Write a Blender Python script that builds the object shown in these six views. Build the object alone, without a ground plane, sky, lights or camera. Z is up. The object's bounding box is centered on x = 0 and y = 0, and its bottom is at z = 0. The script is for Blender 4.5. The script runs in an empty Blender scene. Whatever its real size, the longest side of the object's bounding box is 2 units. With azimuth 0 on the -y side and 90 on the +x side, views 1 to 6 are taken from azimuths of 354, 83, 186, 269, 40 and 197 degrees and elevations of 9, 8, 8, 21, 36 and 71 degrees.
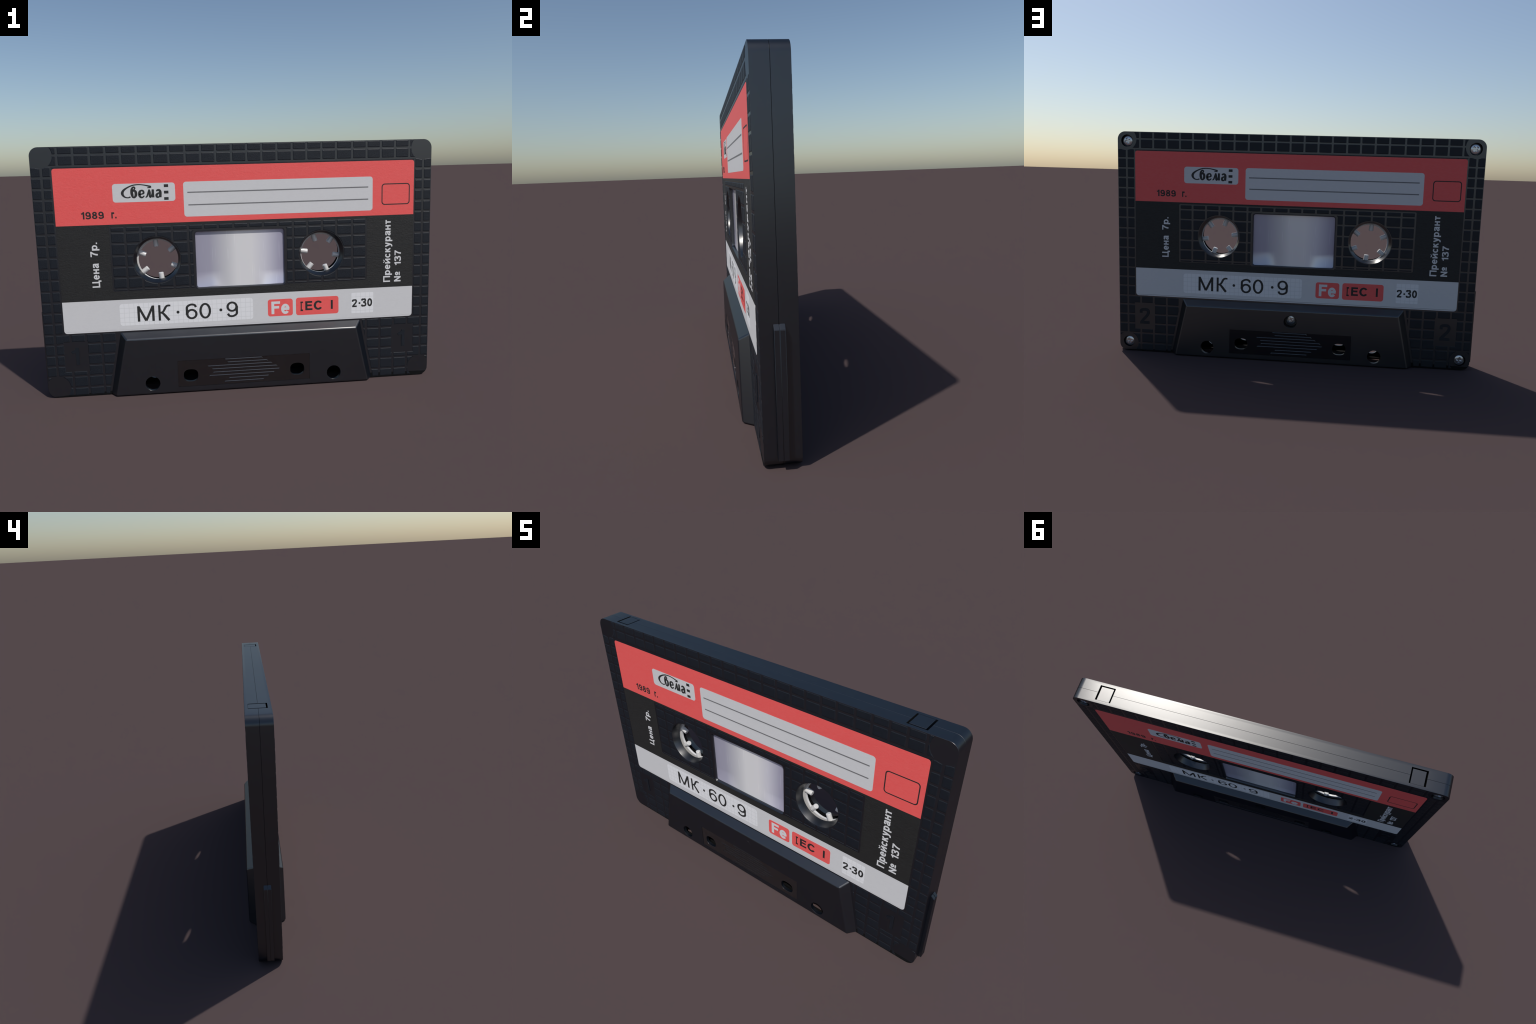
# Compact audio cassette standing upright: two dark shell halves with embossed
# tile relief, paper labels on both faces, window panes, toothed hubs, screws.
import bpy, bmesh, math, random
from mathutils import Vector, Matrix

random.seed(7)
scene = bpy.context.scene
COL = scene.collection
PI = math.pi

# --------------------------------------------------------------------------
# sizes (metres).  Face coordinates: x right, z up, d = distance outwards from
# the mid plane y = 0.  The front face looks to -y, the back face is the front
# face turned half round about z.
# --------------------------------------------------------------------------
HX, HZ, RC = 0.9852, 1.2400, 0.042       # half width, height, corner radius
D_FACE = 0.0583                        # flat outer face
D_TILE = 0.0595                        # top of raised tiles
D_LABEL = 0.0590                       # paper surface
D_PRINT = 0.0592                       # printed patches
D_INK = 0.0594                         # lettering
D_TRAP = 0.098                         # raised housing face
HUB_X, HUB_Z, HUB_R = 0.4145, 0.6805, 0.1155

# --------------------------------------------------------------------------
# materials
# --------------------------------------------------------------------------
def new_mat(name):
    m = bpy.data.materials.new(name)
    m.use_nodes = True
    nt = m.node_tree
    b = nt.nodes["Principled BSDF"]
    return m, nt, b

def node(nt, typ, **kw):
    n = nt.nodes.new(typ)
    for k, v in kw.items():
        if k in n.inputs:
            n.inputs[k].default_value = v
        else:
            setattr(n, k, v)
    return n

def obj_coords(nt, scale=(1, 1, 1), rot=(0, 0, 0)):
    tc = nt.nodes.new("ShaderNodeTexCoord")
    mp = nt.nodes.new("ShaderNodeMapping")
    mp.inputs["Scale"].default_value = scale
    mp.inputs["Rotation"].default_value = rot
    nt.links.new(tc.outputs["Object"], mp.inputs["Vector"])
    return mp.outputs["Vector"]

def ramp(nt, fac, stops):
    r = nt.nodes.new("ShaderNodeValToRGB")
    el = r.color_ramp.elements
    while len(el) < len(stops):
        el.new(0.5)
    for e, (p, c) in zip(el, stops):
        e.position = p
        e.color = (c[0], c[1], c[2], 1)
    nt.links.new(fac, r.inputs["Fac"])
    return r.outputs["Color"]

def noise(nt, vec, scale, detail=3, rough=0.55, warp=0.0):
    n = nt.nodes.new("ShaderNodeTexNoise")
    n.inputs["Scale"].default_value = scale
    n.inputs["Detail"].default_value = detail
    n.inputs["Roughness"].default_value = rough
    n.inputs["Distortion"].default_value = warp
    nt.links.new(vec, n.inputs["Vector"])
    return n.outputs["Fac"]

def bump(nt, height, strength, dist, bsdf):
    b = nt.nodes.new("ShaderNodeBump")
    b.inputs["Strength"].default_value = strength
    b.inputs["Distance"].default_value = dist
    nt.links.new(height, b.inputs["Height"])
    nt.links.new(b.outputs["Normal"], bsdf.inputs["Normal"])

def plastic(name, ca, cb, rough, spec, noise_scale, bump_scale=0, bump_s=0.0, bump_d=0.0005, ior=1.5):
    m, nt, b = new_mat(name)
    v = obj_coords(nt)
    col = ramp(nt, noise(nt, v, noise_scale), [(0.35, ca), (0.65, cb)])
    nt.links.new(col, b.inputs["Base Color"])
    b.inputs["Roughness"].default_value = rough
    b.inputs["Specular IOR Level"].default_value = spec
    b.inputs["IOR"].default_value = ior
    if bump_scale:
        bump(nt, noise(nt, v, bump_scale, 2, 0.6), bump_s, bump_d, b)
    return m

M_SHELL = plastic("shell_plastic", (0.0024, 0.0042, 0.0082), (0.0032, 0.0052, 0.0092), 0.32, 0.9, 9, ior=1.65)
M_INNER = plastic("matt_dark_plastic", (0.0040, 0.0042, 0.0048), (0.0050, 0.0052, 0.0058), 0.85, 0.15, 9)
M_INSET = plastic("inset_plastic", (0.0095, 0.0085, 0.0095), (0.0110, 0.0100, 0.0110), 0.14, 0.8, 9, ior=1.6)
M_TILE = plastic("tile_plastic", (0.0036, 0.0064, 0.0120), (0.0050, 0.0082, 0.0142), 0.55, 0.45, 60, 330, 0.6, 0.0014)  # blue sky reflection on the tiles is tinted into this base
M_DARK = plastic("tab_plastic", (0.0024, 0.0042, 0.0082), (0.0032, 0.0052, 0.0092), 0.32, 0.9, 9, ior=1.65)
M_WHITE = plastic("white_plastic", (0.66, 0.65, 0.64), (0.70, 0.69, 0.68), 0.28, 0.7, 20)

def soften_edge_gloss(m, face_ior, edge_ior):
    """the moulded plastic mirrors less at a flat angle than clear varnish would"""
    nt = m.node_tree
    lw = nt.nodes.new("ShaderNodeLayerWeight")
    lw.inputs["Blend"].default_value = 0.5
    mr = nt.nodes.new("ShaderNodeMapRange")
    mr.inputs["From Min"].default_value = 0.25
    mr.inputs["From Max"].default_value = 0.80
    mr.inputs["To Min"].default_value = face_ior
    mr.inputs["To Max"].default_value = edge_ior
    nt.links.new(lw.outputs["Facing"], mr.inputs["Value"])
    nt.links.new(mr.outputs[0], nt.nodes["Principled BSDF"].inputs["IOR"])
for _m in (M_SHELL, M_DARK):
    soften_edge_gloss(_m, 1.65, 1.20)

def metal(name):
    m, nt, b = new_mat(name)
    v = obj_coords(nt)
    col = ramp(nt, noise(nt, v, 90, 4), [(0.3, (0.60, 0.60, 0.61)), (0.7, (0.76, 0.76, 0.77))])
    nt.links.new(col, b.inputs["Base Color"])
    b.inputs["Metallic"].default_value = 1.0
    b.inputs["Roughness"].default_value = 0.28
    bump(nt, noise(nt, v, 120, 2), 0.10, 0.001, b)
    return m
M_METAL = metal("screw_metal")

def paper(name, ca, cb, rough=0.55, fibre=0.35, spec=0.5):
    """printed paper with short felted fibres"""
    m, nt, b = new_mat(name)
    v = obj_coords(nt, (0.55, 1, 1.6), (0, 0.38, 0))
    w = obj_coords(nt, (0.7, 1, 1.5), (0, -0.30, 0))
    n1 = noise(nt, v, 62, 3, 0.6, 1.4)
    n2 = noise(nt, w, 105, 3, 0.6, 1.0)
    mx = node(nt, "ShaderNodeMath", operation='ADD')
    nt.links.new(n1, mx.inputs[0]); nt.links.new(n2, mx.inputs[1])
    hf = node(nt, "ShaderNodeMath", operation='MULTIPLY')
    hf.inputs[1].default_value = 0.5
    nt.links.new(mx.outputs[0], hf.inputs[0])
    col = ramp(nt, hf.outputs[0], [(0.38, ca), (0.62, cb)])
    nt.links.new(col, b.inputs["Base Color"])
    b.inputs["Roughness"].default_value = rough
    b.inputs["Specular IOR Level"].default_value = spec
    bump(nt, hf.outputs[0], fibre, 0.004, b)
    return m

RED_A, RED_B = (0.86, 0.103, 0.098), (0.86, 0.122, 0.116)
M_RED = paper("red_paper", RED_A, RED_B, 0.55, 0.22)
M_BLACK = paper("black_paper", (0.0120, 0.0120, 0.0118), (0.0185, 0.0185, 0.0180), 0.60, 0.45)
M_GREY = paper("white_paper", (0.635, 0.632, 0.640), (0.660, 0.657, 0.665), 0.60, 0.08)
M_INK = paper("black_ink", (0.018, 0.018, 0.018), (0.022, 0.022, 0.022), 0.6, 0.15)
M_LINE = paper("grey_ink", (0.175, 0.175, 0.182), (0.19, 0.19, 0.195), 0.6, 0.1)
M_LETTER = paper("white_ink", (0.68, 0.68, 0.69), (0.72, 0.72, 0.73), 0.6, 0.12)
M_FAINT = paper("pale_line_ink", (0.57, 0.57, 0.58), (0.59, 0.59, 0.60), 0.6, 0.1)

def grid_paper(name, x0, z0, px, pz):
    """pale patch with a faint ruled grid"""
    m, nt, b = new_mat(name)
    tc = nt.nodes.new("ShaderNodeTexCoord")
    sp = nt.nodes.new("ShaderNodeSeparateXYZ")
    nt.links.new(tc.outputs["Object"], sp.inputs[0])
    outs = []
    for ax, o, p in (("X", x0, px), ("Z", z0, pz)):
        a = node(nt, "ShaderNodeMath", operation='SUBTRACT'); a.inputs[1].default_value = o
        nt.links.new(sp.outputs[ax], a.inputs[0])
        w = node(nt, "ShaderNodeMath", operation='PINGPONG'); w.inputs[1].default_value = p / 2
        nt.links.new(a.outputs[0], w.inputs[0])
        l = node(nt, "ShaderNodeMath", operation='LESS_THAN'); l.inputs[1].default_value = 0.0010
        nt.links.new(w.outputs[0], l.inputs[0])
        outs.append(l.outputs[0])
    mx = node(nt, "ShaderNodeMath", operation='MAXIMUM')
    nt.links.new(outs[0], mx.inputs[0]); nt.links.new(outs[1], mx.inputs[1])
    col = ramp(nt, mx.outputs[0], [(0.0, (0.80, 0.80, 0.815)), (1.0, (0.665, 0.67, 0.68))])
    nt.links.new(col, b.inputs["Base Color"])
    b.inputs["Roughness"].default_value = 0.6
    return m
M_GRID_A = grid_paper("ruled_patch", -0.5895, 0.3695, 0.0243, 0.0243)
M_GRID_B = grid_paper("ruled_square", 0.5945, 0.3695, 0.0243, 0.0243)

def pane_material():
    """tinted plastic window: lavender sides, pale middle, fine scratches"""
    m, nt, b = new_mat("window_plastic")
    tc = nt.nodes.new("ShaderNodeTexCoord")
    sp = nt.nodes.new("ShaderNodeSeparateXYZ")
    nt.links.new(tc.outputs["Object"], sp.inputs[0])
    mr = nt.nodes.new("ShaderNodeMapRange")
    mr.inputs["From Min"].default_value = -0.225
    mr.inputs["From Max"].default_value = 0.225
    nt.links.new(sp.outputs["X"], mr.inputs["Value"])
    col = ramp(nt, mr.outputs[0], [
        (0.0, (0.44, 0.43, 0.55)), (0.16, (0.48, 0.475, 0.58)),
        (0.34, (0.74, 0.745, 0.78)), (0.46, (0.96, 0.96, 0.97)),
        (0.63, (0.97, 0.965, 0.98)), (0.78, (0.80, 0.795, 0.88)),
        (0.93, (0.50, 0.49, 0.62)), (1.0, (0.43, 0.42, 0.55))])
    # scratches: thin vertical and slanted streaks
    def streaks(scale, rot, lo, hi):
        v = obj_coords(nt, scale, rot)
        n = noise(nt, v, 1.0, 1, 0.4)
        return ramp(nt, n, [(lo, (0, 0, 0)), (hi, (1, 1, 1))])
    s1 = streaks((330, 40, 2.0), (0, 0.015, 0), 0.75, 0.81)
    s2 = streaks((180, 40, 6), (0, 0.9, 0), 0.70, 0.77)
    s3 = streaks((220, 60, 220), (0, 0, 0), 0.80, 0.86)
    def add(a, c):
        n = nt.nodes.new("ShaderNodeMix"); n.data_type = 'RGBA'; n.blend_type = 'ADD'
        n.inputs["Factor"].default_value = 1
        nt.links.new(a, n.inputs["A"]); nt.links.new(c, n.inputs["B"])
        return n.outputs["Result"]
    sc = add(add(s1, s2), s3)
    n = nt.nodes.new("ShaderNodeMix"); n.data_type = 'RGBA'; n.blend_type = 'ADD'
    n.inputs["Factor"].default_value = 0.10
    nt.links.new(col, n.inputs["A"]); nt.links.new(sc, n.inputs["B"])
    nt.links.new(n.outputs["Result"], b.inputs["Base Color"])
    b.inputs["Roughness"].default_value = 0.20
    b.inputs["Metallic"].default_value = 0.25
    b.inputs["Specular IOR Level"].default_value = 0.8
    # bump tilts the lower-corner normals to draw two bright sky glints
    ax = node(nt, "ShaderNodeMath", operation='ABSOLUTE')
    nt.links.new(sp.outputs["X"], ax.inputs[0])
    mx = nt.nodes.new("ShaderNodeMapRange"); mx.interpolation_type = 'SMOOTHSTEP'
    mx.inputs["From Min"].default_value = 0.06; mx.inputs["From Max"].default_value = 0.15
    nt.links.new(ax.outputs[0], mx.inputs["Value"])
    mz = nt.nodes.new("ShaderNodeMapRange")
    mz.inputs["From Min"].default_value = 0.610; mz.inputs["From Max"].default_value = 0.530
    nz = noise(nt, obj_coords(nt), 9, 0, 0.5)
    wob = node(nt, "ShaderNodeMath", operation='MULTIPLY_ADD')
    wob.inputs[1].default_value = 0.022
    nt.links.new(nz, wob.inputs[0]); 
    sh = node(nt, "ShaderNodeMath", operation='SUBTRACT'); sh.inputs[1].default_value = 0.011
    nt.links.new(sp.outputs["Z"], sh.inputs[0])
    nt.links.new(sh.outputs[0], wob.inputs[2])
    nt.links.new(wob.outputs[0], mz.inputs["Value"])
    pw = node(nt, "ShaderNodeMath", operation='POWER'); pw.inputs[1].default_value = 1.6
    nt.links.new(mz.outputs[0], pw.inputs[0])
    hm = node(nt, "ShaderNodeMath", operation='MULTIPLY')
    nt.links.new(mx.outputs[0], hm.inputs[0]); nt.links.new(pw.outputs[0], hm.inputs[1])
    bump(nt, hm.outputs[0], 1.0, 0.010, b)
    return m
M_PANE = pane_material()

# --------------------------------------------------------------------------
# helpers
# --------------------------------------------------------------------------
def link(name, mesh, parent=None, mat=None, back=False, kind=None, smooth=None):
    o = bpy.data.objects.new(name, mesh)
    COL.objects.link(o)
    if mat and not mesh.materials:
        mesh.materials.append(mat)
    if back:
        o.rotation_euler = (0, 0, PI)
    if parent:
        o.parent = parent
        if parent.rotation_euler.z:           # parent already turned
            o.rotation_euler = (0, 0, 0)
    if smooth is not None:
        shade(mesh, smooth)
    if kind:
        o["kind"] = kind
    return o

def shade(mesh, angle=35):
    mesh.shade_smooth()
    mesh.set_sharp_from_angle(angle=math.radians(angle))

def weighted(mesh, angle):
    """smooth shading in which large flat faces keep their own normal"""
    shade(mesh, angle)
    o = bpy.data.objects.new("tmp_weighted", mesh)
    COL.objects.link(o)
    md = o.modifiers.new("wn", 'WEIGHTED_NORMAL')
    md.keep_sharp = True
    dg = bpy.context.evaluated_depsgraph_get()
    me = bpy.data.meshes.new_from_object(o.evaluated_get(dg))
    me.name = mesh.name
    bpy.data.objects.remove(o)
    return me

def dark_inside(mesh):
    """gives the inner wall faces a matt, darker material"""
    mesh.materials.append(M_INNER)
    for p in mesh.polygons:
        x, y, z = p.center
        d = -y
        deep = d < 0.0226 and abs(x) < HX - 0.02 and 0.004 < z < HZ - 0.02 and not (p.normal.y > 0.9 and d < 0.001)
        chamber = abs(x) < 0.575 and 0.004 < z < 0.177 and d < 0.0803
        if deep or chamber:
            p.material_index = 1

def bm_mesh(bm, name):
    bmesh.ops.recalc_face_normals(bm, faces=bm.faces)
    me = bpy.data.meshes.new(name)
    bm.to_mesh(me)
    bm.free()
    return me

def rrect(x0, x1, z0, z1, r=0.0, seg=6, corners=(1, 1, 1, 1)):
    """rounded rectangle outline, counter-clockwise; corners: bl, br, tr, tl"""
    pts = []
    data = [(x0, z0, 1, 1, PI), (x1, z0, -1, 1, 1.5 * PI), (x1, z1, -1, -1, 0), (x0, z1, 1, -1, 0.5 * PI)]
    for k, (cx, cz, sx, sz, a0) in enumerate(data):
        if r <= 0 or not corners[k]:
            pts.append((cx, cz)); continue
        for i in range(seg + 1):
            a = a0 + (PI / 2) * i / seg
            pts.append((cx + sx * r + r * math.cos(a), cz + sz * r + r * math.sin(a)))
    return pts

def circle(cx, cz, r, n=48, sx=1.0, sz=1.0):
    return [(cx + r * sx * math.cos(2 * PI * i / n), cz + r * sz * math.sin(2 * PI * i / n)) for i in range(n)]

def loft(name, rings):
    """rings: list of (outline points, d); closed solid through the rings"""
    bm = bmesh.new()
    vr = [[bm.verts.new((x, -d, z)) for x, z in pts] for pts, d in rings]
    n = len(vr[0])
    for a, b in zip(vr, vr[1:]):
        for i in range(n):
            bm.faces.new((a[i], a[(i + 1) % n], b[(i + 1) % n], b[i]))
    bm.faces.new(vr[0]); bm.faces.new(vr[-1])
    return bm_mesh(bm, name)

def prism(name, pts, d0, d1):
    return loft(name, [(pts, d0), (pts, d1)])

def plate(name, outlines, d0, d1):
    """flat plate from an outline with holes, between depths d0 and d1"""
    cu = bpy.data.curves.new(name, 'CURVE')
    cu.dimensions = '2D'
    cu.fill_mode = 'BOTH'
    cu.extrude = (d1 - d0) / 2
    for pts in outlines:
        sp = cu.splines.new('POLY')
        sp.points.add(len(pts) - 1)
        for p, (x, z) in zip(sp.points, pts):
            p.co = (x, z, 0, 1)
        sp.use_cyclic_u = True
    return curve_mesh(cu, name, d0, d1)

def curve_mesh(cu, name, d0, d1, fit=None, turn=False):
    o = bpy.data.objects.new("tmp_curve", cu)
    COL.objects.link(o)
    dg = bpy.context.evaluated_depsgraph_get()
    me = bpy.data.meshes.new_from_object(o.evaluated_get(dg))
    bpy.data.objects.remove(o)
    bpy.data.curves.remove(cu)
    me.name = name
    dm = (d0 + d1) / 2
    if fit:
        xs = [v.co.x for v in me.vertices]; ys = [v.co.y for v in me.vertices]
        ax, bx, ay, by = min(xs), max(xs), min(ys), max(ys)
        x0, x1, z0, z1 = fit
        for v in me.vertices:
            u = (v.co.x - ax) / (bx - ax); w = (v.co.y - ay) / (by - ay)
            if turn:      # reads upwards: text x -> z, text up -> -x
                v.co.x, v.co.y = x1 - (x1 - x0) * w, z0 + (z1 - z0) * u
            else:
                v.co.x, v.co.y = x0 + (x1 - x0) * u, z0 + (z1 - z0) * w
    for v in me.vertices:
        x, z, h = v.co
        v.co = (x, -(dm + h), z)
    bm = bmesh.new(); bm.from_mesh(me)
    bmesh.ops.remove_doubles(bm, verts=bm.verts, dist=1e-6)
    bmesh.ops.recalc_face_normals(bm, faces=bm.faces)
    bm.to_mesh(me); bm.free()
    return me

def ribbon(name, stroke, d0, d1, sub=8):
    """brush stroke: control points (x, z, width) joined by a smooth curve"""
    P = [Vector(p) for p in stroke]
    P = [P[0] * 2 - P[1]] + P + [P[-1] * 2 - P[-2]]
    S = []
    for i in range(1, len(P) - 2):
        for k in range(sub):
            t = k / sub
            a, b, c, e = P[i - 1], P[i], P[i + 1], P[i + 2]
            S.append(0.5 * (2 * b + (c - a) * t + (2 * a - 5 * b + 4 * c - e) * t * t + (3 * b - a - 3 * c + e) * t ** 3))
    S.append(P[-2])
    bm = bmesh.new()
    rows = []
    for i, s in enumerate(S):
        q = S[min(i + 1, len(S) - 1)] - S[max(i - 1, 0)]
        n = Vector((-q.y, q.x)).normalized() * (s.z / 2)
        row = [bm.verts.new((s.x + n.x * sg, -d, s.y + n.y * sg)) for sg, d in ((1, d1), (-1, d1), (-1, d0), (1, d0))]
        rows.append(row)
    for a, b in zip(rows, rows[1:]):
        for k in range(4):
            bm.faces.new((a[k], a[(k + 1) % 4], b[(k + 1) % 4], b[k]))
    bm.faces.new(rows[0]); bm.faces.new(rows[-1])
    return bm_mesh(bm, name)

def arc(cx, cy, rx, ry, a0, a1, n=28):
    return [(cx + rx * math.cos(math.radians(a0 + (a1 - a0) * i / n)), cy + ry * math.sin(math.radians(a0 + (a1 - a0) * i / n))) for i in range(n + 1)]

def glyph(ch, t):
    """strokes of one sans-serif letter; cap height 1, stroke weight t.
    returns advance width and a list of (points, smooth)"""
    h = t / 2
    L = lambda *p: (list(p), False)
    S = lambda *p: (list(p), True)
    A = lambda *p: (arc(*p), False)
    bowl = 0.29
    if ch == '1': return 0.46, [L((0.46 - h, 0), (0.46 - h, 1)), S((0.46 - h, 0.97), (0.32, 0.83), (0.10, 0.72))]
    if ch == '7': return 0.60, [L((0, 1 - h), (0.60, 1 - h)), S((0.54, 0.92), (0.36, 0.58), (0.27, 0.28), (0.24, 0.0))]
    if ch == '0': return 0.62, [A(0.31, 0.5, 0.31 - h, 0.5 - h, 0, 360, 40)]
    if ch == '8': return 0.62, [A(0.31, 0.735, 0.27 - h, 0.265 - h, 0, 360), A(0.31, 0.29, 0.31 - h, 0.29 - h, 0, 360)]
    if ch == '9': return 0.62, [A(0.30, 0.67, 0.30 - h, 0.33 - h, 0, 360, 36), S((0.62 - h, 0.70), (0.61 - h, 0.46), (0.53, 0.20), (0.34, h + 0.005), (0.15, 0.06 + h * 0.6), (0.07, 0.24))]
    if ch == '6':
        w, st = glyph('9', t)
        return w, [([(w - x, 1 - y) for x, y in p], c) for p, c in st]
    if ch == '2': return 0.62, [S((h, 0.69), (0.10, 0.86), (0.30, 1 - h), (0.50, 0.88), (0.55, 0.71), (0.46, 0.52), (0.26, 0.30), (0.10, 0.10)), L((0.02, h), (0.62, h))]
    if ch == '3': return 0.62, [S((h, 0.74), (0.12, 0.90), (0.29, 1 - h), (0.46, 0.91), (0.51, 0.75), (0.43, 0.60), (0.25, 0.545)), S((0.25, 0.545), (0.46, 0.49), (0.55, 0.30), (0.47, 0.12), (0.29, h), (0.12, 0.10), (h * 0.9, 0.27))]
    if ch == '.': return t, [L((h, 0), (h, t * 0.95))]
    if ch == 'г': return 0.44, [L((h, 0), (h, 0.74)), L((0, 0.74 - h), (0.44, 0.74 - h))]
    if ch == 'Ц': return 0.88, [L((h, 0), (h, 1)), L((0.72 - h, 0), (0.72 - h, 1)), L((0, h), (0.88, h)), L((0.88 - h * 0.9, h * 1.5), (0.88 - h * 0.9, -0.2))]
    if ch == 'е' or ch == 'e': return 0.60, [L((0.08, 0.385), (0.58, 0.385)), A(0.30, 0.37, 0.30 - h, 0.38 - h, 2, 322, 36)]
    if ch == 'н': return 0.58, [L((h, 0), (h, 0.74)), L((0.58 - h, 0), (0.58 - h, 0.74)), L((h, 0.39), (0.58 - h, 0.39))]
    if ch == 'а': return 0.58, [S((0.07, 0.55), (0.15, 0.68), (0.30, 0.75 - h), (0.44, 0.67), (0.47, 0.50), (0.47, 0.20), (0.51, 0.0)), S((0.46, 0.43), (0.28, 0.40), (h, 0.23), (0.15, h * 0.9), (0.34, 0.13), (0.46, 0.26))]
    if ch == 'р': return 0.62, [L((h, -0.27), (h, 0.74)), A(0.325, 0.37, 0.295 - h, 0.38 - h, 0, 360, 32)]
    if ch == 'П': return 0.76, [L((h, 0), (h, 1)), L((0.76 - h, 0), (0.76 - h, 1)), L((0, 1 - h), (0.76, 1 - h))]
    if ch == 'й': return 0.62, [L((h, 0), (h, 0.74)), L((0.62 - h, 0), (0.62 - h, 0.74)), L((h, 0.10), (0.62 - h, 0.64)), S((0.15, 1.02), (0.22, 0.89), (0.31, 0.86), (0.40, 0.89), (0.47, 1.02))]
    if ch == 'с': return 0.56, [A(0.29, 0.37, 0.29 - h, 0.38 - h, 38, 322, 32)]
    if ch == 'к': return 0.55, [L((h, 0), (h, 0.74)), S((h, 0.385), (0.24, 0.42), (0.34, 0.62), (0.50, 0.68)), S((0.20, 0.40), (0.32, 0.30), (0.49, 0.0))]
    if ch == 'у': return 0.58, [L((h * 0.9, 0.74), (0.31, 0.10)), S((0.58 - h * 0.9, 0.74), (0.38, 0.20), (0.27, -0.10), (0.16, -0.19), (0.04, -0.18))]
    if ch == 'т': return 0.52, [L((0, 0.74 - h), (0.52, 0.74 - h)), L((0.26, 0), (0.26, 0.74))]
    if ch == '№': return 1.22, [L((h, 0), (h, 1)), L((0.66 - h, 0), (0.66 - h, 1)), L((h * 1.0, 0.95), (0.66 - h, 0.05)), A(0.99, 0.62, 0.20 - h * 0.7, 0.22 - h * 0.7, 0, 360), L((0.78, 0.22), (1.20, 0.22))]
    if ch == 'М': return 0.86, [L((h, 0), (h, 1)), L((0.86 - h, 0), (0.86 - h, 1)), L((h * 1.1, 0.97), (0.43, h * 0.6)), L((0.86 - h * 1.1, 0.97), (0.43, h * 0.6))]
    if ch == 'F': return 0.62, [L((h, 0), (h, 1)), L((0, 1 - h), (0.62, 1 - h)), L((0, 0.53), (0.55, 0.53))]
    if ch == 'E': return 0.68, [L((h, 0), (h, 1)), L((0, 1 - h), (0.66, 1 - h)), L((0, 0.53), (0.62, 0.53)), L((0, h), (0.68, h))]
    if ch == 'C': return 0.74, [A(0.40, 0.5, 0.40 - h, 0.5 - h, 38, 322, 36)]
    if ch == '[': return 0.28, [L((h, 0), (h, 1)), L((0, 1 - h * 0.7), (0.28, 1 - h * 0.7)), L((0, h * 0.7), (0.28, h * 0.7))]
    raise ValueError(ch)

def text(name, body, box, d0, d1, weight=0.2, turn=False, gap=0.12):
    """a word in the stroke alphabet, fitted into box = (x0, x1, z0, z1)"""
    ms, x = [], 0.0
    k = 0
    for ch in body:
        w, st = glyph(ch, weight)
        for pts, smooth in st:
            tw = weight * (0.55 if ch == 'й' and pts[0][1] > 0.9 and smooth else 0.7 if ch == '[' and pts[0][1] != pts[1][1] else 1.0)
            ms.append(ribbon("s", [(x + px, pz, tw) for px, pz in pts], d0, d1 + 0.00002 * (k % 5), 8 if smooth else 1))
            k += 1
        x += w + gap
    me = join(name, ms)
    xs = [v.co.x for v in me.vertices]; zs = [v.co.z for v in me.vertices]
    ax, bx, az, bz = min(xs), max(xs), min(zs), max(zs)
    x0, x1, z0, z1 = box
    for v in me.vertices:
        u, q = (v.co.x - ax) / (bx - ax), (v.co.z - az) / (bz - az)
        if turn:
            v.co.x, v.co.z = x1 - (x1 - x0) * q, z0 + (z1 - z0) * u
        else:
            v.co.x, v.co.z = x0 + (x1 - x0) * u, z0 + (z1 - z0) * q
    return me

def join(name, meshes):
    bm = bmesh.new()
    for me in meshes:
        bm.from_mesh(me)
        bpy.data.meshes.remove(me)
    me = bpy.data.meshes.new(name)
    bm.to_mesh(me); bm.free()
    return me

def cut(mesh, cutters, op='DIFFERENCE'):
    """boolean of a mesh with each cutter mesh in turn"""
    o = bpy.data.objects.new("tmp_body", mesh)
    COL.objects.link(o)
    tmp = []
    for c in cutters:
        co = bpy.data.objects.new("tmp_cutter", c)
        COL.objects.link(co); tmp.append(co)
        md = o.modifiers.new("cut", 'BOOLEAN')
        md.operation = op; md.solver = 'EXACT'; md.object = co
    dg = bpy.context.evaluated_depsgraph_get()
    me = bpy.data.meshes.new_from_object(o.evaluated_get(dg))
    me.name = mesh.name
    for co in tmp:
        c = co.data
        bpy.data.objects.remove(co); bpy.data.meshes.remove(c)
    bpy.data.objects.remove(o); bpy.data.meshes.remove(mesh)
    return me

def box(x0, x1, z0, z1, d0, d1):
    return prism("box", rrect(x0, x1, z0, z1), d0, d1)

# --------------------------------------------------------------------------
# the thing
# --------------------------------------------------------------------------
root = bpy.data.objects.new("audio_cassette", None)
root["label"] = "dark compact audio cassette with red, black and white labels"
root["category"] = "audio cassette"
COL.objects.link(root)

# outlines used for cutting -------------------------------------------------
HOLE_ROUND = [(-0.465, 0.0565), (0.465, 0.0565)]
HOLE_SQUARE = [(-0.273, 0.0865), (0.273, 0.0865)]
def square_hole(cx, cz, grow=0.0):
    # flat-topped round hole: superellipse
    pts = []
    for i in range(40):
        a = 2 * PI * i / 40
        c, s = math.cos(a), math.sin(a)
        e = 2 / 2.55
        pts.append((cx + (0.0365 + grow) * math.copysign(abs(c) ** e, c), cz + (0.0318 + grow) * math.copysign(abs(s) ** e, s)))
    return pts

def trap_outline(bottom, top, z0, z1):
    return [(-bottom, z0), (bottom, z0), (top, z1), (-top, z1)]

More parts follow.
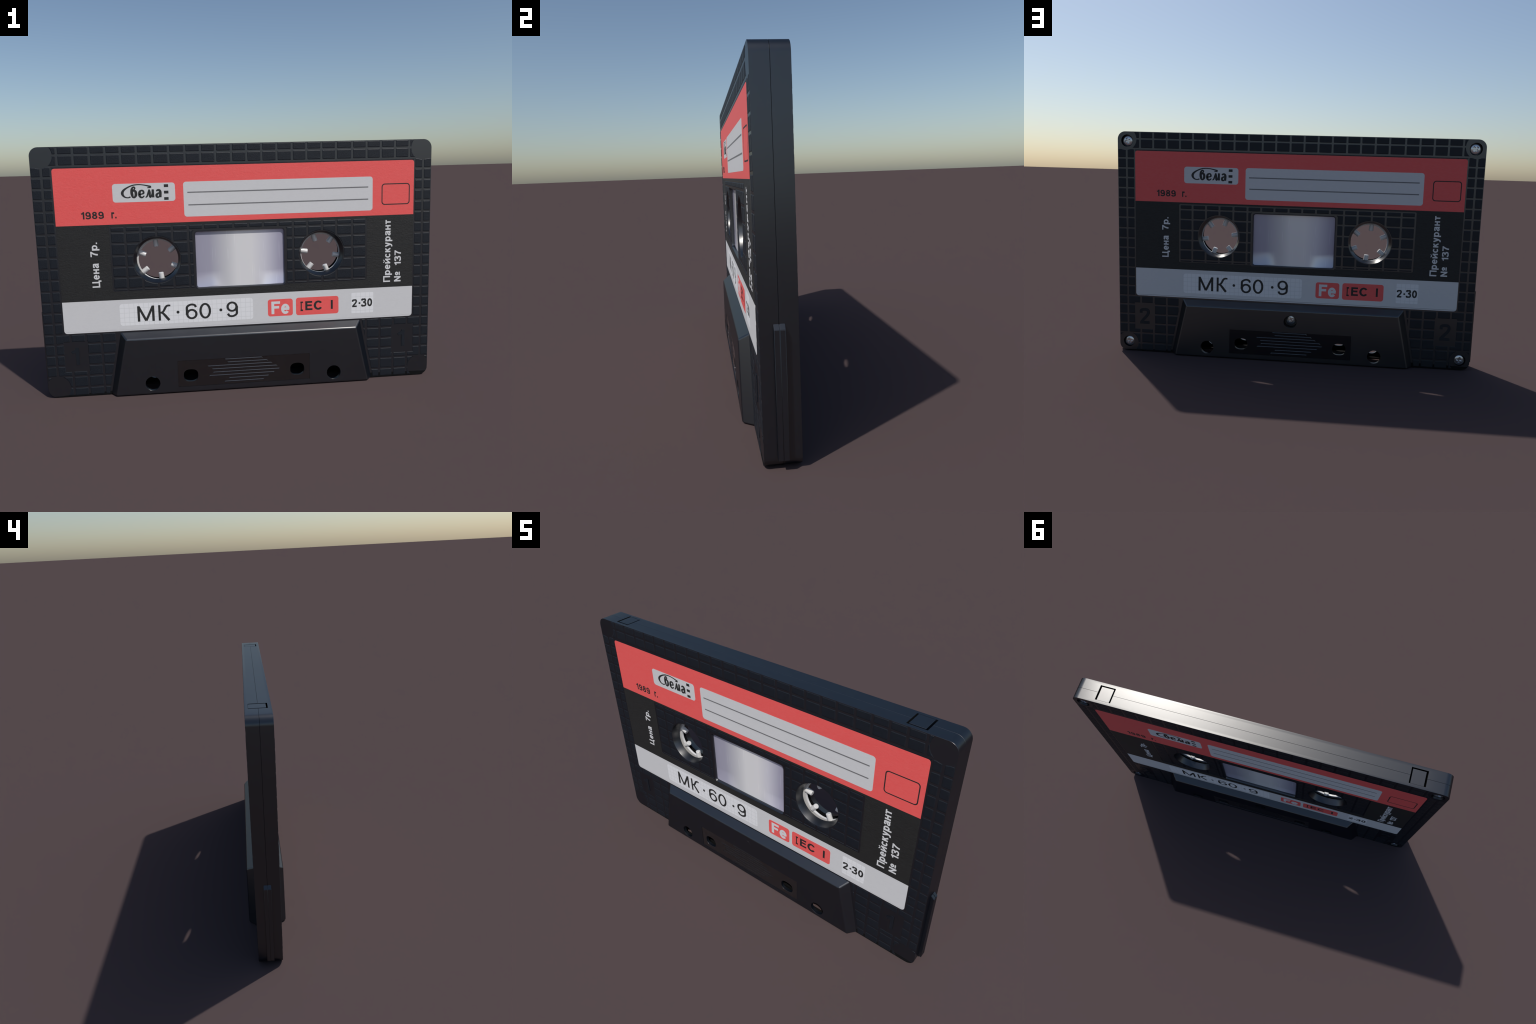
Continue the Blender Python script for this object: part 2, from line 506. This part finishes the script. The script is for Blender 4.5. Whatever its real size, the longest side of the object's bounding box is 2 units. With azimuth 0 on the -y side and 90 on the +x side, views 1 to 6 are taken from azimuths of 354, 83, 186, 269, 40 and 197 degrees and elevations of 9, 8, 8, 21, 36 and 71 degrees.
SCREWS = [(-0.9325, 1.1902, 0.033), (0.9325, 1.1902, 0.033), (-0.932, 0.0535, 0.0315), (0.932, 0.0535, 0.0315)]
CORNER_DISCS = [(-0.940, 1.200), (0.940, 1.200), (-0.9365, 0.0475), (0.9365, 0.0475)]

def shell_cutters(back):
    cs = []
    # hollow inside
    cs.append(prism("cavity", rrect(-HX + 0.045, HX - 0.045, 0.035, HZ - 0.045, 0.03), -0.01, 0.0225))
    cs.append(box(-0.36, 0.36, 0.032, 0.175, -0.01, 0.081))
    for s in (-1, 1):
        cs.append(box(s * 0.48 - 0.09, s * 0.48 + 0.09, 0.004, 0.175, -0.01, 0.081))
    for s in (-1, 1):
        # funnel-shaped hub openings
        cs.append(loft("funnel", [(circle(s * HUB_X, HUB_Z, 0.1018, 40), 0.0200), (circle(s * HUB_X, HUB_Z, 0.1028, 40), 0.0235),
                                  (circle(s * HUB_X, HUB_Z, 0.1150, 40), 0.0572), (circle(s * HUB_X, HUB_Z, 0.1165, 40), 0.0600)]))
        # mouths in the lower edge
        cs.append(box(s * 0.485 - 0.085, s * 0.485 + 0.085, -0.02, 0.04, -0.01, 0.0560))
    cs.append(box(-0.13, 0.13, -0.02, 0.04, -0.01, 0.052))
    # write-protect notches in the top edge
    for s in (-1, 1):
        # face coordinates are turned on the back, so the notch spans are per side
        d1 = 0.0418 if not back else 0.0430
        cs.append(box(s * 0.815 - 0.0420, s * 0.815 + 0.0420, HZ - 0.055, HZ + 0.02, -0.02, d1))
    # window: tapered opening, then a pocket that holds the pane
    def wr(g):
        return rrect(-0.2225 - g, 0.2225 + g, 0.5300 - g, 0.8125 + g, 0.012 + g, 5)
    cs.append(loft("window", [(wr(0.0), 0.040), (wr(0.0), 0.0520), (wr(0.0048), 0.0584), (wr(0.0060), 0.0600)]))
    cs.append(prism("pocket", rrect(-0.245, 0.245, 0.512, 0.831, 0.01), 0.020, 0.0445))
    if back:
        for x, z, r in SCREWS:
            cs.append(prism("screw_hole", circle(x, z, r, 36), 0.030, 0.07))
        cs.append(prism("screw_hole", circle(0, 0.2275, 0.0365, 40), 0.030, 0.07))
    return cs

def slab(name):
    def ring(g, d):
        return (rrect(-HX + g, HX - g, g, HZ - g, RC - g, 8), d)
    return loft(name, [ring(0.0009, 0.0001), ring(0.0, 0.0008), ring(0.0, D_FACE - 0.0004), ring(0.0004, D_FACE)])

def housing(name, back):
    """raised trapezoid over the tape heads"""
    base = trap_outline(0.6775, 0.6140, 0.0005, 0.3185)
    top = trap_outline(0.6470, 0.5835, 0.0005, 0.2905)
    low = trap_outline(0.6790, 0.6155, 0.0005, 0.3200)
    bm = bmesh.new()
    me = loft(name, [(low, 0.0562), (top, D_TRAP)])
    bm.from_mesh(me)
    bpy.data.meshes.remove(me)
    es = [e for e in bm.edges if not all(abs(v.co.y + 0.0562) < 1e-5 for v in e.verts)]
    bmesh.ops.bevel(bm, geom=es, offset=0.0065, segments=3, profile=0.5, affect='EDGES')
    me = bm_mesh(bm, name)
    cs = [box(-0.36, 0.36, 0.032, 0.175, 0.0, 0.080)]
    for s in (-1, 1):
        cs.append(box(s * 0.48 - 0.09, s * 0.48 + 0.09, 0.004, 0.175, 0.0, 0.080))
    cs.append(box(-0.338, 0.338, 0.0295, 0.167, D_TRAP - 0.0040, 0.12))
    for x, z in HOLE_ROUND:
        cs.append(loft("hole", [(circle(x, z, 0.0366), 0.07), (circle(x, z, 0.0366), 0.0976), (circle(x, z, 0.0371), 0.0981), (circle(x, z, 0.0371), 0.11)]))
    for x, z in HOLE_SQUARE:
        cs.append(prism("hole", square_hole(x, z), 0.07, 0.11))
    if back:
        cs.append(prism("screw_hole", circle(0, 0.2275, 0.0365, 40), 0.050, 0.12))
    return cut(me, cs)

# tile relief ---------------------------------------------------------------
XL = [-0.990, -0.935, -0.8595, -0.785, -0.7087, -0.6352, -0.5628, -0.4873, -0.412, -0.3343, -0.2565,
      -0.1812, -0.1085, -0.031, 0.0432, 0.1175, 0.1925, 0.269, 0.3418, 0.4176, 0.4915, 0.5738, 0.648,
      0.7212, 0.7945, 0.8688, 0.9425, 0.990]
ZL = [-0.004, 0.047, 0.1055, 0.162, 0.2165, 0.2725, 0.3235, 0.381, 0.4335, 0.487, 0.5425, 0.5993, 0.6535, 0.7095,
      0.769, 0.8235, 0.8793, 0.9335, 0.990, 1.0415, 1.096, 1.1485, 1.2012, 1.2420]
LABEL_CUT = (-0.8935, 0.9015, 0.3225, 1.1490)
PANEL = (-0.6305, 0.6435, 0.5325, 0.8475)

def build_tiles():
    GX, GZ = 0.0049, 0.0040
    bm = bmesh.new()
    def cell(x0, x1, z0, z1):
        if x1 - x0 < 0.006 or z1 - z0 < 0.006:
            return
        p = rrect(x0, x1, z0, z1, min(0.0035, (x1 - x0) / 3, (z1 - z0) / 3), 2)
        a = [bm.verts.new((x, -(D_FACE - 0.001), z)) for x, z in p]
        b = [bm.verts.new((x, -D_TILE, z)) for x, z in p]
        n = len(p)
        for i in range(n):
            bm.faces.new((a[i], a[(i + 1) % n], b[(i + 1) % n], b[i]))
        bm.faces.new(a); bm.faces.new(b)
    ex0, ex1, ez0, ez1 = -HX + 0.0022, HX - 0.0022, 0.006, HZ - 0.0030
    lx0, lx1, lz0, lz1 = LABEL_CUT
    px0, px1, pz0, pz1 = PANEL
    for i in range(len(XL) - 1):
        for j in range(len(ZL) - 1):
            x0, x1 = max(XL[i] + GX, ex0), min(XL[i + 1] - GX, ex1)
            z0, z1 = max(ZL[j] + GZ, ez0), min(ZL[j + 1] - GZ, ez1)
            if z1 > lz0 + 0.01 and z0 < lz1 - 0.01:
                # beside the label: only the two outer columns
                if x0 < lx0:
                    cell(x0, min(x1, lx0), z0, z1)
                elif x1 > lx1:
                    cell(max(x0, lx1), x1, z0, z1)
                # inside the cut-out panel
                cell(max(x0, px0), min(x1, px1), max(z0, pz0), min(z1, pz1))
            elif z0 < 0.33 and abs((x0 + x1) / 2) < 0.60:
                continue
            else:
                cell(x0, x1, z0, z1)
    # merged corner-step tiles beside the numeral plates
    bm2 = bm
    me = bm_mesh(bm2, "tiles")
    cs = [prism("c", circle(x, z, 0.0605, 40), 0.05, 0.07) for x, z in CORNER_DISCS]
    for s in (-1, 1):
        cs.append(prism("c", circle(s * HUB_X, HUB_Z, 0.1180, 48), 0.05, 0.07))
        c = 0.8405 * s + 0.004
        cs.append(box(c - 0.0585, c + 0.0585, 0.1295, 0.2840, 0.05, 0.07))
    cs.append(prism("c", rrect(-0.2360, 0.2360, 0.50, 0.8200, 0.01), 0.05, 0.07))
    cs.append(prism("c", trap_outline(0.6890, 0.6240, -0.01, 0.3300), 0.05, 0.07))
    me = cut(me, cs)
    # split into loose pieces
    bm = bmesh.new(); bm.from_mesh(me); bpy.data.meshes.remove(me)
    seen, parts = set(), []
    for f in bm.faces:
        if f in seen:
            continue
        stack, comp = [f], []
        seen.add(f)
        while stack:
            g = stack.pop(); comp.append(g)
            for e in g.edges:
                for h in e.link_faces:
                    if h not in seen:
                        seen.add(h); stack.append(h)
        parts.append(comp)
    meshes = []
    for comp in parts:
        b = bmesh.new()
        mp = {}
        for f in comp:
            vs = []
            for v in f.verts:
                if v not in mp:
                    mp[v] = b.verts.new(v.co)
                vs.append(mp[v])
            b.faces.new(vs)
        area = sum(f.calc_area() for f in b.faces if f.normal.y < -0.9 or abs(f.calc_center_median().y + D_TILE) < 1e-5)
        bmesh.ops.recalc_face_normals(b, faces=b.faces)
        tops = [f for f in b.faces if abs(f.calc_center_median().y + D_TILE) < 1e-5]
        if not tops or area < 8e-5:
            b.free(); continue
        bmesh.ops.dissolve_faces(b, faces=tops) if len(tops) > 1 else None
        tops = [f for f in b.faces if abs(f.calc_center_median().y + D_TILE) < 1e-5]
        rim = {v for f in tops for v in f.verts}
        span = min(max(v.co.x for v in rim) - min(v.co.x for v in rim), max(v.co.z for v in rim) - min(v.co.z for v in rim))
        th = 0.0030 if span > 0.02 else 0.0014
        bmesh.ops.inset_region(b, faces=tops, thickness=th, depth=0, use_even_offset=True, use_boundary=True)
        inner = {v for f in tops for v in f.verts}
        for v in b.verts:
            if v not in inner and abs(v.co.y + D_TILE) < 1e-5:
                v.co.y += 0.0012
        m = bm_mesh(b, "raised_tile")
        m.materials.append(M_TILE)
        m.shade_flat()
        meshes.append((area, m))
    bm.free()
    meshes.sort(key=lambda t: -t[0])
    return [m for a, m in meshes]

TILES = build_tiles()
N_NAMED = 150
few = TILES[:N_NAMED]
rest_mesh = join("raised_tile_small", TILES[N_NAMED:]) if len(TILES) > N_NAMED else None
if rest_mesh:
    rest_mesh.materials.append(M_TILE)
    rest_mesh.shade_flat()

# ridged arrow on the housing: (z, x start, x end)
RIDGES = [(0.1600, -0.0990, 0.0903), (0.1440, -0.0866, 0.1162), (0.1285, -0.1874, 0.1389), (0.1118, -0.1655, 0.1650),
          (0.0945, -0.1565, 0.1812), (0.0778, -0.1765, 0.1544), (0.0604, -0.0764, 0.1242), (0.0428, -0.0998, 0.0990)]
def ridge_mesh():
    ms = []
    for k, (z, a, b) in enumerate(RIDGES):
        hl = 0.0040
        s0 = 0.008 if k < 4 else -0.008      # ends slanted like an arrow
        base = [(a + s0, z - hl), (b + (0.008 if k < 4 else -0.008), z - hl), (b, z + hl), (a, z + hl)]
        top = [(a + s0 + 0.004, z - hl * 0.25), (b - 0.003, z - hl * 0.25), (b - 0.003, z + hl * 0.25), (a + 0.004, z + hl * 0.25)]
        ms.append(loft("ridge", [(base, D_TRAP - 0.0018), (top, D_TRAP - 0.0005)]))
    return ms
RIDGE_MESHES = ridge_mesh()
for m in RIDGE_MESHES:
    m.materials.append(M_SHELL)

INSET = plate("inset_panel", [rrect(-0.3374, 0.3374, 0.0301, 0.1664)] + [square_hole(x, z, 0.0008) for x, z in HOLE_SQUARE], D_TRAP - 0.0045, D_TRAP - 0.0016)
INSET.materials.append(M_INSET)

# side ribs: a bar on each narrow side, sloped at the top
def rib_mesh(s):
    bm = bmesh.new()
    prof = [(0.980, 0.0345), (1.0, 0.0345), (1.0, 0.4335), (0.9838, 0.4495), (0.980, 0.4495)]
    a = [bm.verts.new((s * x, -0.0003, z)) for x, z in prof]
    b = [bm.verts.new((s * x, -0.0170, z)) for x, z in prof]
    n = len(prof)
    for i in range(n):
        bm.faces.new((a[i], a[(i + 1) % n], b[(i + 1) % n], b[i]))
    bm.faces.new(a); bm.faces.new(b)
    es = [e for e in bm.edges if all(abs(v.co.x) > 0.983 for v in e.verts)]
    bmesh.ops.bevel(bm, geom=es, offset=0.0011, segments=2, affect='EDGES')
    me = bm_mesh(bm, "side_rib")
    me.materials.append(M_SHELL)
    shade(me, 40)
    return me
RIBS = [rib_mesh(-1), rib_mesh(1)]

# label artwork -------------------------------------------------------------
LX0, LX1 = -0.8870, 0.8950
LABEL = {}
def art(name, mesh, mat):
    mesh.materials.clear(); mesh.materials.append(mat)
    LABEL.setdefault(name, []).append(mesh)

D_P = D_FACE - 0.0005
ART = []      # (object name, mesh)
def add_art(name, mesh, mat):
    mesh.materials.clear(); mesh.materials.append(mat)
    ART.append((name, mesh))

# the cut-out over the hubs dips a little under the window frame
PANEL_HOLE = rrect(-0.6385, 0.6515, 0.5285, 0.8535, 0.007, 4)
PANEL_HOLE = PANEL_HOLE[:5] + [(-0.2300, 0.5285), (-0.2280, 0.5232), (0.2280, 0.5232), (0.2300, 0.5285)] + PANEL_HOLE[5:]
red_band = plate("red_band", [rrect(LX0, LX1, 0.8628, 1.1378, 0.013, 5, (0, 0, 1, 1))], D_P, D_LABEL)
black_band = plate("black_band", [rrect(LX0, LX1, 0.4868, 0.8627), PANEL_HOLE], D_P, D_LABEL)
white_band = plate("white_band", [rrect(LX0, LX1, 0.3265, 0.4867, 0.016, 5, (1, 1, 0, 0))], D_P, D_LABEL)
shadow_strip = plate("label_shadow_strip", [rrect(LX0 - 0.002, LX1 + 0.002, 1.1382, 1.1432)], D_P, D_FACE + 0.0002)  # thin dark plate modelled for the shadow line above the label
BANDS = [("red_label_band", red_band, M_RED), ("black_label_band", black_band, M_BLACK), ("white_label_band", white_band, M_GREY), ("label_shadow_strip", shadow_strip, M_TILE)]

d0, d1, d2 = D_LABEL - 0.0003, D_PRINT, D_INK
# printed patches
add_art("logo_patch", plate("logo_patch", [rrect(-0.6105, -0.3105, 0.9688, 1.0582, 0.014)], d0, d1), M_GREY)
add_art("writing_field", plate("writing_field", [rrect(-0.2705, 0.6797, 0.8892, 1.0600, 0.014)], d0, d1), M_GREY)
add_art("tick_box", plate("tick_box", [rrect(0.7265, 0.8742, 0.9150, 1.0228, 0.016), rrect(0.7315, 0.8692, 0.9200, 1.0178, 0.012)], d0, d1), M_INK)
add_art("ruled_patch", plate("ruled_patch", [rrect(-0.6118, 0.0557, 0.3535, 0.4648, 0.014)], d0, d1), M_GRID_A)
add_art("ruled_patch", plate("ruled_patch", [rrect(0.5680, 0.6865, 0.3560, 0.4640, 0.005)], d0, d1), M_GRID_B)
add_art("red_patch", plate("red_patch", [rrect(0.1320, 0.2613, 0.3620, 0.4510, 0.013)], d0, d1), M_RED)
add_art("red_patch", plate("red_patch", [rrect(0.2778, 0.5012, 0.3607, 0.4532, 0.013)], d0, d1), M_RED)
add_art("edge_line", plate("edge_line", [rrect(-0.880, 0.888, 0.3325, 0.3337)], d0, d1 - 0.0002), M_FAINT)
di = d1 - 0.0002
add_art("ruled_line", plate("ruled_line", [rrect(-0.2515, 0.6568, 1.0050, 1.0110)], di, d2), M_LINE)
add_art("ruled_line", plate("ruled_line", [rrect(-0.2490, 0.6570, 0.9438, 0.9498)], di, d2), M_LINE)

# lettering
add_art("lettering", text("lettering", "1989", (-0.7660, -0.6572, 0.8930, 0.9282), d0, d2, 0.18), M_INK)
add_art("lettering", text("lettering", "г.", (-0.6220, -0.5976, 0.8930, 0.9228), d0, d2, 0.20), M_INK)
add_art("lettering", text("lettering", "Цена", (-0.7350, -0.6905, 0.5545, 0.6755), d0, d2, 0.175, True), M_LETTER)
add_art("lettering", text("lettering", "7р.", (-0.7345, -0.6895, 0.7075, 0.7785), d0, d2, 0.175, True), M_LETTER)
add_art("lettering", text("lettering", "Прейскурант", (0.7375, 0.7860, 0.5140, 0.8375), d0, d2, 0.175, True), M_LETTER)
add_art("lettering", text("lettering", "№", (0.7972, 0.8323, 0.5140, 0.5660), d0, d2, 0.175, True), M_LETTER)
add_art("lettering", text("lettering", "137", (0.7976, 0.8325, 0.6000, 0.6792), d0, d2, 0.175, True), M_LETTER)
add_art("lettering", text("lettering", "М", (-0.5258, -0.4416, 0.3710, 0.4505), di, d2, 0.125), M_INK)
w = 0.0112
k_parts = [plate("k", [rrect(-0.4222, -0.4108, 0.3708, 0.4506)], di, d2),
           ribbon("k", [(-0.4125, 0.4118, 0.006), (-0.4000, 0.4150, 0.0095), (-0.3920, 0.4260, w), (-0.3850, 0.4390, w), (-0.3760, 0.4460, 0.0100), (-0.3610, 0.4463, 0.0088)], di, d2 + 0.00004),
           ribbon("k", [(-0.4125, 0.4112, 0.006), (-0.4010, 0.4085, 0.0105), (-0.3900, 0.3970, 0.0125), (-0.3785, 0.3820, 0.0130), (-0.3690, 0.3710, 0.0130)], di, d2 + 0.00008)]
add_art("lettering", join("lettering", k_parts), M_INK)
add_art("lettering", plate("lettering", [circle(-0.3246, 0.4098, 0.0075, 20)], di, d2), M_INK)
add_art("lettering", text("lettering", "6", (-0.2865, -0.2270, 0.3692, 0.4508), di, d2, 0.125), M_INK)
add_art("lettering", text("lettering", "0", (-0.2175, -0.1583, 0.3692, 0.4504), di, d2, 0.125), M_INK)
add_art("lettering", plate("lettering", [circle(-0.1086, 0.4098, 0.0075, 20)], di, d2), M_INK)
add_art("lettering", text("lettering", "9", (-0.0800, -0.0208, 0.3692, 0.4508), di, d2, 0.125), M_INK)
add_art("lettering", text("lettering", "F", (0.1502, 0.1952, 0.3735, 0.4396), di, d2, 0.20), M_LETTER)
add_art("lettering", text("lettering", "e", (0.2003, 0.2440, 0.3713, 0.4250), di, d2, 0.20), M_LETTER)
add_art("lettering", text("lettering", "[", (0.3012, 0.3145, 0.3818, 0.4322), di, d2, 0.17), M_INK)
add_art("lettering", text("lettering", "E", (0.3265, 0.3640, 0.3850, 0.4328), di, d2, 0.20), M_INK)
add_art("lettering", text("lettering", "C", (0.3708, 0.4138, 0.3846, 0.4334), di, d2, 0.20), M_INK)
add_art("lettering", plate("lettering", [rrect(0.4607, 0.4712, 0.3853, 0.4327)], di, d2), M_INK)
add_art("lettering", text("lettering", "2", (0.5725, 0.5998, 0.3884, 0.4305), di, d2, 0.20), M_INK)
add_art("lettering", plate("lettering", [circle(0.6129, 0.4085, 0.0052, 16)], di, d2), M_INK)
add_art("lettering", text("lettering", "30", (0.6215, 0.6810, 0.3884, 0.4328), di, d2, 0.20), M_INK)

# script logo: brush strokes on a small drawing grid, mapped onto the patch
def logo_pt(p):
    px, py, pw = p
    return (-0.5676 + (px - 1490) * 0.0003247 - (py - 920) * 2.1e-5, 1.0164 - (py - 920) * 0.000327 - (px - 1490) * 1.0e-5, pw * 0.000375)
STROKES = [
    [(1924, 834, 24), (1890, 824, 20), (1810, 808, 14), (1730, 803, 14), (1650, 815, 16), (1575, 848, 19), (1520, 890, 28), (1503, 930, 36), (1516, 965, 28), (1548, 990, 18), (1590, 996, 15), (1624, 984, 20)],
    [(1924, 832, 22), (1905, 843, 18), (1866, 850, 8)],
    [(1652, 968, 34), (1642, 930, 36), (1640, 880, 32), (1652, 848, 22), (1672, 842, 22), (1684, 856, 20), (1672, 878, 18), (1652, 890, 12)],
    [(1652, 905, 14), (1680, 893, 26), (1700, 915, 34), (1702, 960, 34), (1682, 990, 24), (1658, 984, 26), (1648, 960, 30)],
    [(1752, 948, 18), (1790, 940, 17), (1815, 928, 24), (1808, 898, 24), (1784, 888, 20), (1758, 910, 32), (1755, 955, 34), (1772, 986, 26), (1800, 990, 20), (1828, 966, 14)],
    [(1846, 992, 12), (1868, 972, 20), (1884, 920, 22), (1898, 876, 24)],
    [(1893, 874, 22), (1906, 920, 28), (1908, 970, 26), (1920, 986, 20), (1934, 960, 18), (1948, 915, 22), (1953, 872, 26)],
    [(1950, 872, 30), (1952, 930, 32), (1958, 990, 32)],
    [(2002, 898, 18), (2022, 882, 24), (2048, 886, 30), (2062, 915, 34), (2062, 988, 34)],
    [(2062, 918, 12), (2030, 930, 22), (2008, 952, 30), (2014, 982, 26), (2040, 984, 20), (2062, 958, 14)],
]
logo_parts = [ribbon("logo", [logo_pt(p) for p in st], di, d2 + 0.00003 * k) for k, st in enumerate(STROKES)]
add_art("logo_lettering", join("logo_lettering", logo_parts), M_INK)
for (ax, ay, bx, by) in ((2113, 795, 2175, 839), (2117, 890, 2181, 934), (2122, 985, 2185, 1028)):
    a, b = logo_pt((ax, by, 0)), logo_pt((bx, ay, 0))
    add_art("logo_square", plate("logo_square", [rrect(a[0], b[0], a[1], b[1])], di, d2), M_INK)

# numerals embossed on the shell
def numeral(ch):
    ms = []
    for s in (-1, 1):
        c = 0.8405 * s + 0.002
        if ch == "1":
            bx = (c - 0.0245, c + 0.0150, 0.1640, 0.2530)
        else:
            bx = (c - 0.0290, c + 0.0290, 0.1610, 0.2530)
        me = text("side_numeral", ch, bx, D_FACE - 0.001, D_TILE + 0.0012, 0.17)
        me.materials.append(M_TILE)
        ms.append(me)
    return ms

# hubs ----------------------------------------------------------------------
def hub_ring():
    ro, ri, h = 0.132, 0.0992, 0.0052
    prof = [(ri + 0.001, -h), (ro, -h), (ro, h), (ri + 0.001, h), (ri, h - 0.001), (ri, -h + 0.001)]
    bm = bmesh.new()
    n = 48
    vs = [[bm.verts.new((r * math.cos(2 * PI * i / n), y, r * math.sin(2 * PI * i / n))) for r, y in prof] for i in range(n)]
    k = len(prof)
    for i in range(n):
        a, b = vs[i], vs[(i + 1) % n]
        for j in range(k):
            bm.faces.new((a[j], a[(j + 1) % k], b[(j + 1) % k], b[j]))
    me = bm_mesh(bm, "hub")
    me.materials.append(M_WHITE)
    shade(me, 30)
    return me

def tooth():
    bm = bmesh.new()
    n = 14
    prof = [(0.103, 0.0132), (0.0695, 0.0128), (0.0675, 0.0112)]
    rings = [[bm.verts.new((x, r * math.cos(2 * PI * i / n), r * math.sin(2 * PI * i / n))) for i in range(n)] for x, r in prof]
    for a, b in zip(rings, rings[1:]):
        for i in range(n):
            bm.faces.new((a[i], a[(i + 1) % n], b[(i + 1) % n], b[i]))
    bm.faces.new(rings[0]); bm.faces.new(rings[-1])
    me = bm_mesh(bm, "hub_tooth")
    me.materials.append(M_WHITE)
    shade(me, 35)
    return me

HUB, TOOTH = hub_ring(), tooth()
for x, a0 in ((-HUB_X + 0.0035, 37), (HUB_X + 0.0035, 51)):
    h = link("hub", HUB, root)
    h.location = (x, 0, HUB_Z - 0.0068)
    for k in range(6):
        t = link("hub_tooth", TOOTH, h)
        t.rotation_euler = (0, -math.radians(a0 + 60 * k), 0)

# screws --------------------------------------------------------------------
def screw_mesh():
    r = 0.0288
    n = 40
    rings = [(circle(0, 0, r, n), -0.010), (circle(0, 0, r, n), -0.003), (circle(0, 0, r * 0.96, n), -0.0005),
             (circle(0, 0, r * 0.80, n), 0.0022), (circle(0, 0, r * 0.45, n), 0.0040)]
    me = loft("screw", rings)
    a, b = 0.0190, 0.0058
    def arm(u, v):
        lo = rrect(-u * 0.7, u * 0.7, -v * 0.8, v * 0.8) if u > v else rrect(-u * 0.8, u * 0.8, -v * 0.7, v * 0.7)
        return loft("arm", [(lo, -0.006), (rrect(-u, u, -v, v), 0.01)])
    me = cut(me, [arm(a, b), arm(b, a)])
    me.materials.clear(); me.materials.append(M_METAL)
    shade(me, 30)
    return me
SCREW = screw_mesh()

# --------------------------------------------------------------------------
# assemble both faces
# --------------------------------------------------------------------------
for back in (False, True):
    body = cut(slab("shell_half"), shell_cutters(back))
    body.materials.clear(); body.materials.append(M_SHELL)
    dark_inside(body)
    shade(body, 15)
    sh = link("shell_half", body, root, back=back)
    hm = housing("head_housing", back)
    hm.materials.clear(); hm.materials.append(M_SHELL)
    dark_inside(hm)
    hm = weighted(hm, 25)
    ho = link("head_housing", hm, root, back=back)
    link("inset_panel", INSET, ho)
    for m in RIDGE_MESHES:
        link("grip_ridge", m, ho)
    for m in RIBS:
        link("side_rib", m, sh)
    for m in few:
        link("raised_tile", m, sh)
    if rest_mesh:
        link("raised_tile", rest_mesh, sh, kind="stuff")
    for m in numeral("2" if back else "1"):
        link("side_numeral", m, sh)
    if not back:
        pm = prism("round_boss", circle(0, 0.2275, 0.0360, 40), D_TRAP - 0.001, D_TRAP + 0.0003)
        link("round_boss", pm, ho, M_SHELL)
    # label: an empty-free part, the red band carries nothing, each band is a child
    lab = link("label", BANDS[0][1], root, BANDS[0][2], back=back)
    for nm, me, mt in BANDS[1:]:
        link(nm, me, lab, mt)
    for nm, me in ART:
        link(nm, me, lab)
    if not back:
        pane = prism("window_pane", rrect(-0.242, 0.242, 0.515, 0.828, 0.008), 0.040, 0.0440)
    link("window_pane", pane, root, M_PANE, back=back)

# screws sit in the back face
for k, (x, z, r) in enumerate(SCREWS):
    o = link("screw", SCREW, root)
    o.location = (-x, 0.0465, z)
    o.rotation_euler = (0, math.radians((72, 45, 80, 8)[k]), PI)
o = link("screw", SCREW, root)
o.location = (0, 0.045, 0.2275)
o.rotation_euler = (0, math.radians(60), PI)

# write-protect tabs in the top edge
def tab_mesh():
    bm = bmesh.new()
    bmesh.ops.create_cube(bm, size=1.0)
    for v in bm.verts:
        v.co = Vector((v.co.x * 0.0670, v.co.y * 0.0775, v.co.z * 0.030))
    es = [e for e in bm.edges if all(v.co.z > 0 for v in e.verts)]
    bmesh.ops.bevel(bm, geom=es, offset=0.0008, segments=1, affect='EDGES')
    me = bm_mesh(bm, "write_protect_tab")
    me.materials.append(M_DARK)
    return me
TAB = tab_mesh()
for s in (-1, 1):
    o = link("write_protect_tab", TAB, root)
    o.location = (s * 0.8140, 0.0038, HZ - 0.0152)
